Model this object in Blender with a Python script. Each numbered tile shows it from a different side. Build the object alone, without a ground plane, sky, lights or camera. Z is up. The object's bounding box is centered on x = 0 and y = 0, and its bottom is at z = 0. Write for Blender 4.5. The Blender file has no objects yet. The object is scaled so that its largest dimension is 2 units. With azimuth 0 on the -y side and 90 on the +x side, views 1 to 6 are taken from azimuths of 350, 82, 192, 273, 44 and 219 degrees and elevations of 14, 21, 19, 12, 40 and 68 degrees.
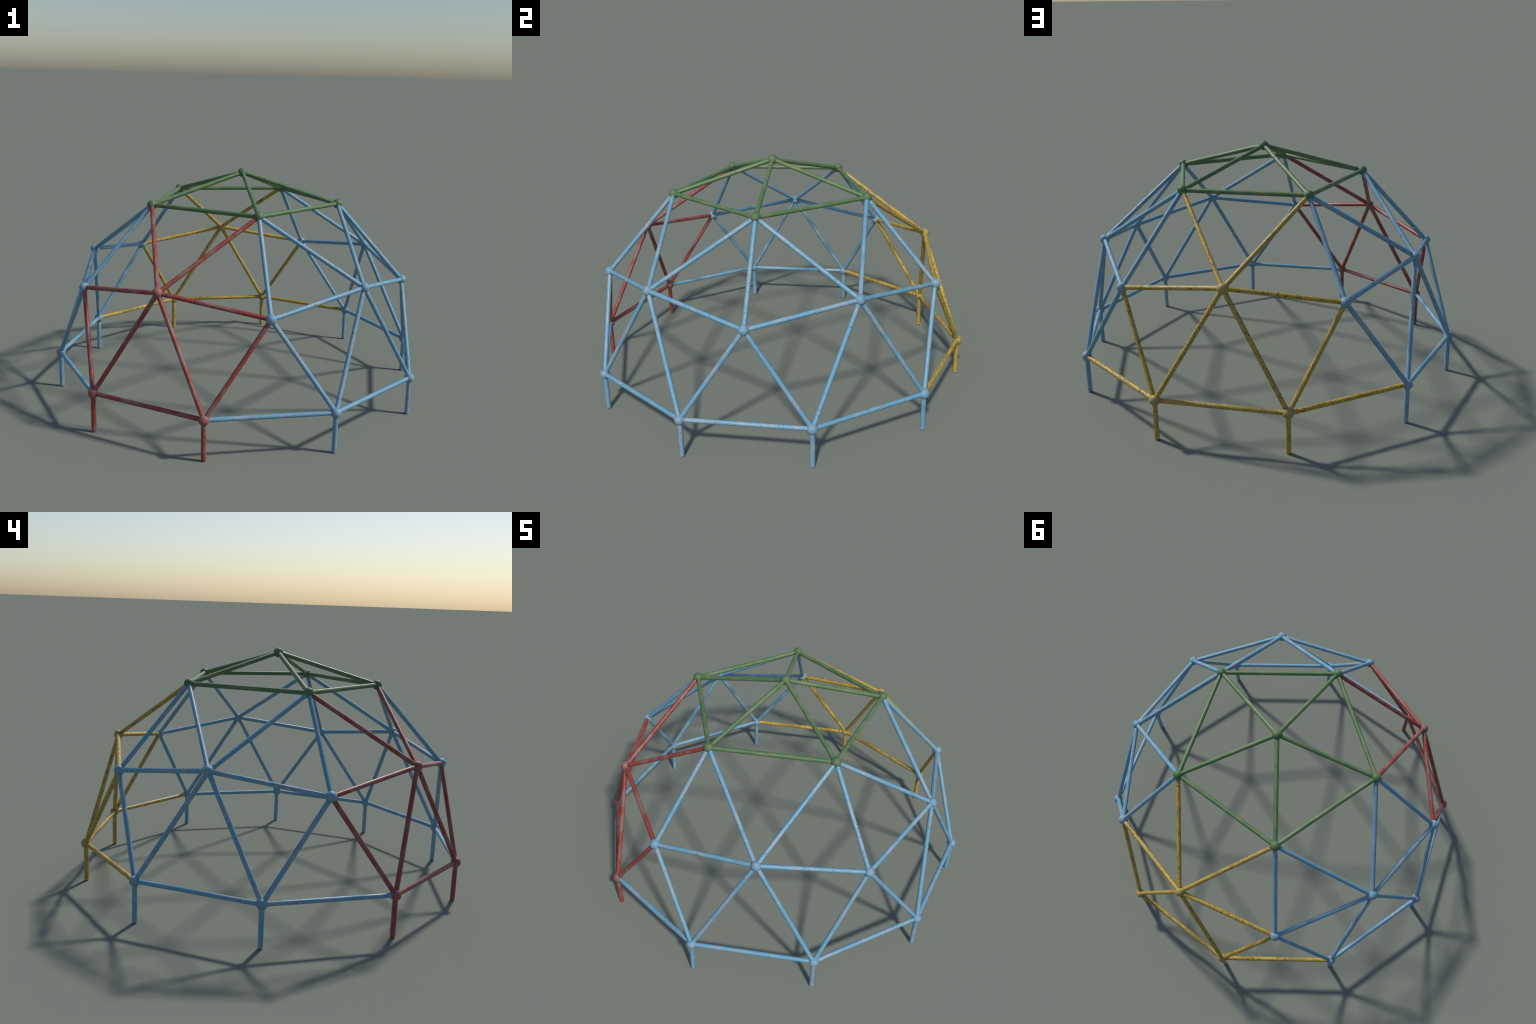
"""Painted steel climbing dome: a two-frequency geodesic half sphere on ten short legs.

Twenty-six ball joints lie on one sphere; sixty-five tubular bars join them, and
ten vertical legs carry the lowest ring.  Paint: green cap, one yellow and one red
section, light blue everywhere else.
"""
import bpy
import bmesh
import math
from mathutils import Vector

# ------------------------------------------------------------------ sizes
SPHERE_RADIUS = 0.9750          # joints lie on this sphere
LEG_HEIGHT = 0.1950             # height of the lowest ring above the ground
BALL_RADIUS = 0.0250
BAR_RADIUS = 0.0114
LEG_RADIUS = 0.0120
BAR_SIDES = 8

COLOURS = ("blue", "red", "yellow", "green")


# ------------------------------------------------------------------ node helpers
def new_material(name):
    m = bpy.data.materials.new(name)
    m.use_nodes = True
    nt = m.node_tree
    nt.nodes.clear()
    out = nt.nodes.new("ShaderNodeOutputMaterial")
    bsdf = nt.nodes.new("ShaderNodeBsdfPrincipled")
    nt.links.new(bsdf.outputs[0], out.inputs[0])
    return m, nt, bsdf


def math_node(nt, op, a, b=None, clamp=False):
    n = nt.nodes.new("ShaderNodeMath")
    n.operation = op
    n.use_clamp = clamp
    for i, v in enumerate((a, b)):
        if v is None:
            continue
        if isinstance(v, (int, float)):
            n.inputs[i].default_value = v
        else:
            nt.links.new(v, n.inputs[i])
    return n.outputs[0]


def noise(nt, vec, scale, detail=2.0, rough=0.5, stretch=(1, 1, 1), shift=(0, 0, 0)):
    mp = nt.nodes.new("ShaderNodeMapping")
    mp.inputs["Scale"].default_value = stretch
    mp.inputs["Location"].default_value = shift
    nt.links.new(vec, mp.inputs["Vector"])
    n = nt.nodes.new("ShaderNodeTexNoise")
    n.inputs["Scale"].default_value = scale
    n.inputs["Detail"].default_value = detail
    n.inputs["Roughness"].default_value = rough
    nt.links.new(mp.outputs[0], n.inputs["Vector"])
    return n.outputs["Fac"]


def step(nt, val, lo, hi):
    n = nt.nodes.new("ShaderNodeMapRange")
    n.interpolation_type = "SMOOTHSTEP"
    n.inputs["From Min"].default_value = lo
    n.inputs["From Max"].default_value = hi
    nt.links.new(val, n.inputs["Value"])
    return n.outputs["Result"]


def mix(nt, fac, a, b):
    n = nt.nodes.new("ShaderNodeMix")
    n.data_type = "RGBA"
    if isinstance(fac, (int, float)):
        n.inputs[0].default_value = fac
    else:
        nt.links.new(fac, n.inputs[0])
    for sock, v in ((n.inputs[6], a), (n.inputs[7], b)):
        if isinstance(v, tuple):
            sock.default_value = (*v, 1)
        else:
            nt.links.new(v, sock)
    return n.outputs[2]


def shifted_coordinates(nt):
    """Object coordinates, moved by a random amount for every copy."""
    tc = nt.nodes.new("ShaderNodeTexCoord")
    info = nt.nodes.new("ShaderNodeObjectInfo")
    off = math_node(nt, "MULTIPLY", info.outputs["Random"], 37.0)
    comb = nt.nodes.new("ShaderNodeCombineXYZ")
    for i in range(3):
        nt.links.new(off, comb.inputs[i])
    add = nt.nodes.new("ShaderNodeVectorMath")
    add.operation = "ADD"
    nt.links.new(tc.outputs["Object"], add.inputs[0])
    nt.links.new(comb.outputs[0], add.inputs[1])
    return add.outputs[0]


# paint and sun-faded paint of the bars, edge and core of a rust chip, chip threshold and
# grain, then the two tones of the joints
PAINT = {
    "blue": dict(paint=(0.118, 0.318, 0.470), faded=(0.245, 0.345, 0.425),
                 halo=(0.340, 0.340, 0.340), rust=(0.125, 0.056, 0.040),
                 chip=0.615, halo_width=0.055, grain=200, fade=0.80,
                 ball=(0.110, 0.290, 0.425), ball_faded=(0.215, 0.300, 0.375)),
    "red": dict(paint=(0.275, 0.038, 0.028), faded=(0.255, 0.118, 0.108),
                halo=(0.260, 0.170, 0.130), rust=(0.150, 0.100, 0.070),
                chip=0.655, halo_width=0.110, grain=170, fade=0.95,
                ball=(0.280, 0.052, 0.040), ball_faded=(0.250, 0.122, 0.108)),
    "yellow": dict(paint=(0.500, 0.340, 0.036), faded=(0.390, 0.285, 0.100),
                   halo=(0.280, 0.180, 0.055), rust=(0.060, 0.034, 0.018),
                   chip=0.576, halo_width=0.075, grain=205, fade=0.75,
                   ball=(0.390, 0.285, 0.050), ball_faded=(0.325, 0.250, 0.110)),
    "green": dict(paint=(0.062, 0.170, 0.066), faded=(0.150, 0.205, 0.110),
                  halo=(0.230, 0.200, 0.045), rust=(0.210, 0.100, 0.032),
                  chip=0.620, halo_width=0.105, grain=185, fade=0.75,
                  ball=(0.065, 0.155, 0.055), ball_faded=(0.108, 0.150, 0.080)),
}


def bar_paint(colour):
    p = PAINT[colour]
    m, nt, bsdf = new_material(colour + "_chipped_paint")
    vec = shifted_coordinates(nt)
    # broad sun-bleached lengths, broken up by finer mottling
    broad = noise(nt, vec, 13, 2, 0.5, (1.6, 1.6, 1.0))
    fine = noise(nt, vec, 95, 3, 0.6, (1, 1, 0.6), (3, 7, 1))
    worn = math_node(nt, "ADD", math_node(nt, "MULTIPLY", broad, 0.72),
                     math_node(nt, "MULTIPLY", fine, 0.28))
    fade = math_node(nt, "MULTIPLY", step(nt, worn, 0.47, 0.60), p["fade"])
    col = mix(nt, fade, p["paint"], p["faded"])
    # chips: small ragged spots that gather in clusters
    spot = noise(nt, vec, p["grain"], 2.5, 0.55, (1, 1, 0.72), (11, 2, 5))
    cluster = noise(nt, vec, 30, 1, 0.5, (1, 1, 0.8), (1, 9, 4))
    v = math_node(nt, "ADD", spot,
                  math_node(nt, "MULTIPLY", math_node(nt, "SUBTRACT", cluster, 0.5), 0.22))
    halo = step(nt, v, p["chip"] - p["halo_width"], p["chip"])
    rust = step(nt, v, p["chip"], p["chip"] + 0.06)
    col = mix(nt, math_node(nt, "MULTIPLY", halo, 0.60), col, p["halo"])
    col = mix(nt, math_node(nt, "MULTIPLY", rust, 0.92), col, p["rust"])
    nt.links.new(col, bsdf.inputs["Base Color"])
    rough = math_node(nt, "ADD", 0.48, math_node(nt, "MULTIPLY", rust, 0.35))
    nt.links.new(rough, bsdf.inputs["Roughness"])
    bump = nt.nodes.new("ShaderNodeBump")
    bump.inputs["Strength"].default_value = 0.5
    bump.inputs["Distance"].default_value = 0.0006
    height = math_node(nt, "SUBTRACT", math_node(nt, "MULTIPLY", fine, 2.0), rust)
    nt.links.new(height, bump.inputs["Height"])
    nt.links.new(bump.outputs[0], bsdf.inputs["Normal"])
    return m


def ball_paint(colour):
    """Joints: the same paint, brushed round the ball in level bands."""
    p = PAINT[colour]
    m, nt, bsdf = new_material(colour + "_banded_paint")
    vec = shifted_coordinates(nt)
    band = noise(nt, vec, 1, 2, 0.6, (12, 12, 170))
    line = noise(nt, vec, 1, 1, 0.5, (25, 25, 480), (4, 4, 4))
    v = math_node(nt, "ADD", math_node(nt, "MULTIPLY", band, 0.7),
                  math_node(nt, "MULTIPLY", line, 0.3))
    col = mix(nt, step(nt, v, 0.42, 0.55), p["ball"], p["ball_faded"])
    nt.links.new(col, bsdf.inputs["Base Color"])
    bsdf.inputs["Roughness"].default_value = 0.60
    bump = nt.nodes.new("ShaderNodeBump")
    bump.inputs["Strength"].default_value = 0.25
    bump.inputs["Distance"].default_value = 0.0006
    nt.links.new(v, bump.inputs["Height"])
    nt.links.new(bump.outputs[0], bsdf.inputs["Normal"])
    return m


# ------------------------------------------------------------------ meshes
def tube_mesh(name, length, radius, material, foot=False):
    """Tube along +Z from the origin; a foot end gets a small chamfer."""
    bm = bmesh.new()
    rings = [(0.0, 1.0), (length, 1.0)]
    if foot:
        rings = [(0.0, 0.86), (0.0022, 1.0), (length, 1.0)]
    loops = []
    for z, k in rings:
        loops.append([bm.verts.new((radius * k * math.cos(2 * math.pi * i / BAR_SIDES),
                                    radius * k * math.sin(2 * math.pi * i / BAR_SIDES), z))
                      for i in range(BAR_SIDES)])
    for lo, hi in zip(loops, loops[1:]):
        for i in range(BAR_SIDES):
            j = (i + 1) % BAR_SIDES
            f = bm.faces.new((lo[i], lo[j], hi[j], hi[i]))
            f.smooth = True
    bm.faces.new(list(reversed(loops[0])))
    bm.faces.new(loops[-1])
    if foot:
        for e in bm.edges:
            if all(v.co.z < 0.003 for v in e.verts) and abs(e.verts[0].co.z - e.verts[1].co.z) < 1e-6:
                e.smooth = False
    else:
        for e in bm.edges:
            if abs(e.verts[0].co.z - e.verts[1].co.z) < 1e-6:
                e.smooth = False
    me = bpy.data.meshes.new(name)
    bm.to_mesh(me)
    bm.free()
    me.materials.append(material)
    return me


def ball_mesh(name, material):
    bm = bmesh.new()
    bmesh.ops.create_uvsphere(bm, u_segments=20, v_segments=14, radius=BALL_RADIUS)
    for f in bm.faces:
        f.smooth = True
    me = bpy.data.meshes.new(name)
    bm.to_mesh(me)
    bm.free()
    me.materials.append(material)
    return me


# ------------------------------------------------------------------ the frame's joints
# Heights on the unit sphere: crown ring and upper ring come from the icosahedron
CROWN_Z = math.cos(math.atan(2) / 2)            # 0.8507: joints half-way to the top
CORNER_Z = 1 / math.sqrt(5)                     # 0.4472: corners of the icosahedron
EDGE_Z = CORNER_Z / CROWN_Z                     # 0.5257: mid-edges between the corners


def joint(azimuth, unit_z):
    r = math.sqrt(max(0.0, 1 - unit_z * unit_z))
    a = math.radians(azimuth)
    return Vector((r * math.cos(a), r * math.sin(a), unit_z)) * SPHERE_RADIUS \
        + Vector((0, 0, LEG_HEIGHT))


CORNERS = [-90 + 72 * k for k in range(5)]
EDGES = [-54 + 72 * k for k in range(5)]
BASE = [36 * k for k in range(10)]


def key(ring, az):
    return ring, az % 360


joints = {key("top", 0): joint(0, 1.0)}
for az in CORNERS:
    joints[key("crown", az)] = joint(az, CROWN_Z)
    joints[key("corner", az)] = joint(az, CORNER_Z)
for az in EDGES:
    joints[key("edge", az)] = joint(az, EDGE_Z)
for az in BASE:
    joints[key("base", az)] = joint(az, 0.0)

bars = []
for az in CORNERS:
    bars += [(key("top", 0), key("crown", az)),
             (key("crown", az), key("crown", az + 72)),
             (key("crown", az), key("corner", az)),
             (key("crown", az), key("edge", az + 36)),
             (key("crown", az), key("edge", az - 36)),
             (key("corner", az), key("edge", az + 36)),
             (key("corner", az), key("edge", az - 36)),
             (key("corner", az), key("base", az + 18)),
             (key("corner", az), key("base", az - 18)),
             (key("edge", az + 36), key("base", az + 18)),
             (key("edge", az + 36), key("base", az + 54))]
for az in BASE:
    bars.append((key("base", az), key("base", az + 36)))

# painted sections: every bar that touches these joints takes their colour
YELLOW_JOINTS = {key("edge", 90), key("base", 72), key("base", 108)}
RED_JOINTS = {key("edge", 234), key("base", 216), key("base", 252)}


def joint_colour(k):
    if k[0] in ("top", "crown"):
        return "green"
    if k in YELLOW_JOINTS:
        return "yellow"
    if k in RED_JOINTS:
        return "red"
    return "blue"


def bar_colour(a, b):
    ca, cb = joint_colour(a), joint_colour(b)
    if ca == cb:
        return ca
    pair = {ca, cb}
    if "yellow" in pair:
        return "yellow"
    if "red" in pair:
        # along the ground ring only the bar between two red joints is red
        return "blue" if a[0] == b[0] == "base" else "red"
    return "blue"


# ------------------------------------------------------------------ assemble
scene = bpy.context.scene
dome = bpy.data.objects.new("climbing_dome", None)
dome["label"] = "geodesic playground climbing dome of chipped, coloured steel bars"
dome["category"] = "climbing frame"
scene.collection.objects.link(dome)

bar_materials = {c: bar_paint(c) for c in COLOURS}
ball_materials = {c: ball_paint(c) for c in COLOURS}
ball_meshes = {c: ball_mesh(c + "_joint_ball", ball_materials[c]) for c in COLOURS}
leg_meshes = {c: tube_mesh(c + "_leg", LEG_HEIGHT, LEG_RADIUS, bar_materials[c], True)
              for c in COLOURS if c != "green"}
bar_meshes = {}


def place(name, mesh, location, direction=None):
    o = bpy.data.objects.new(name, mesh)
    o.location = location
    if direction is not None:
        o.rotation_mode = "QUATERNION"
        o.rotation_quaternion = direction.to_track_quat("Z", "Y")
    o.parent = dome
    scene.collection.objects.link(o)
    return o


for a, b in bars:
    pa, pb = joints[a], joints[b]
    c = bar_colour(a, b)
    length = round((pb - pa).length, 4)
    if (c, length) not in bar_meshes:
        bar_meshes[c, length] = tube_mesh(c + "_bar", length, BAR_RADIUS, bar_materials[c])
    place("bar", bar_meshes[c, length], pa, pb - pa)

for k, p in joints.items():
    place("ball_joint", ball_meshes[joint_colour(k)], p)
    if k[0] == "base":
        place("leg", leg_meshes[joint_colour(k)], Vector((p.x, p.y, 0)))
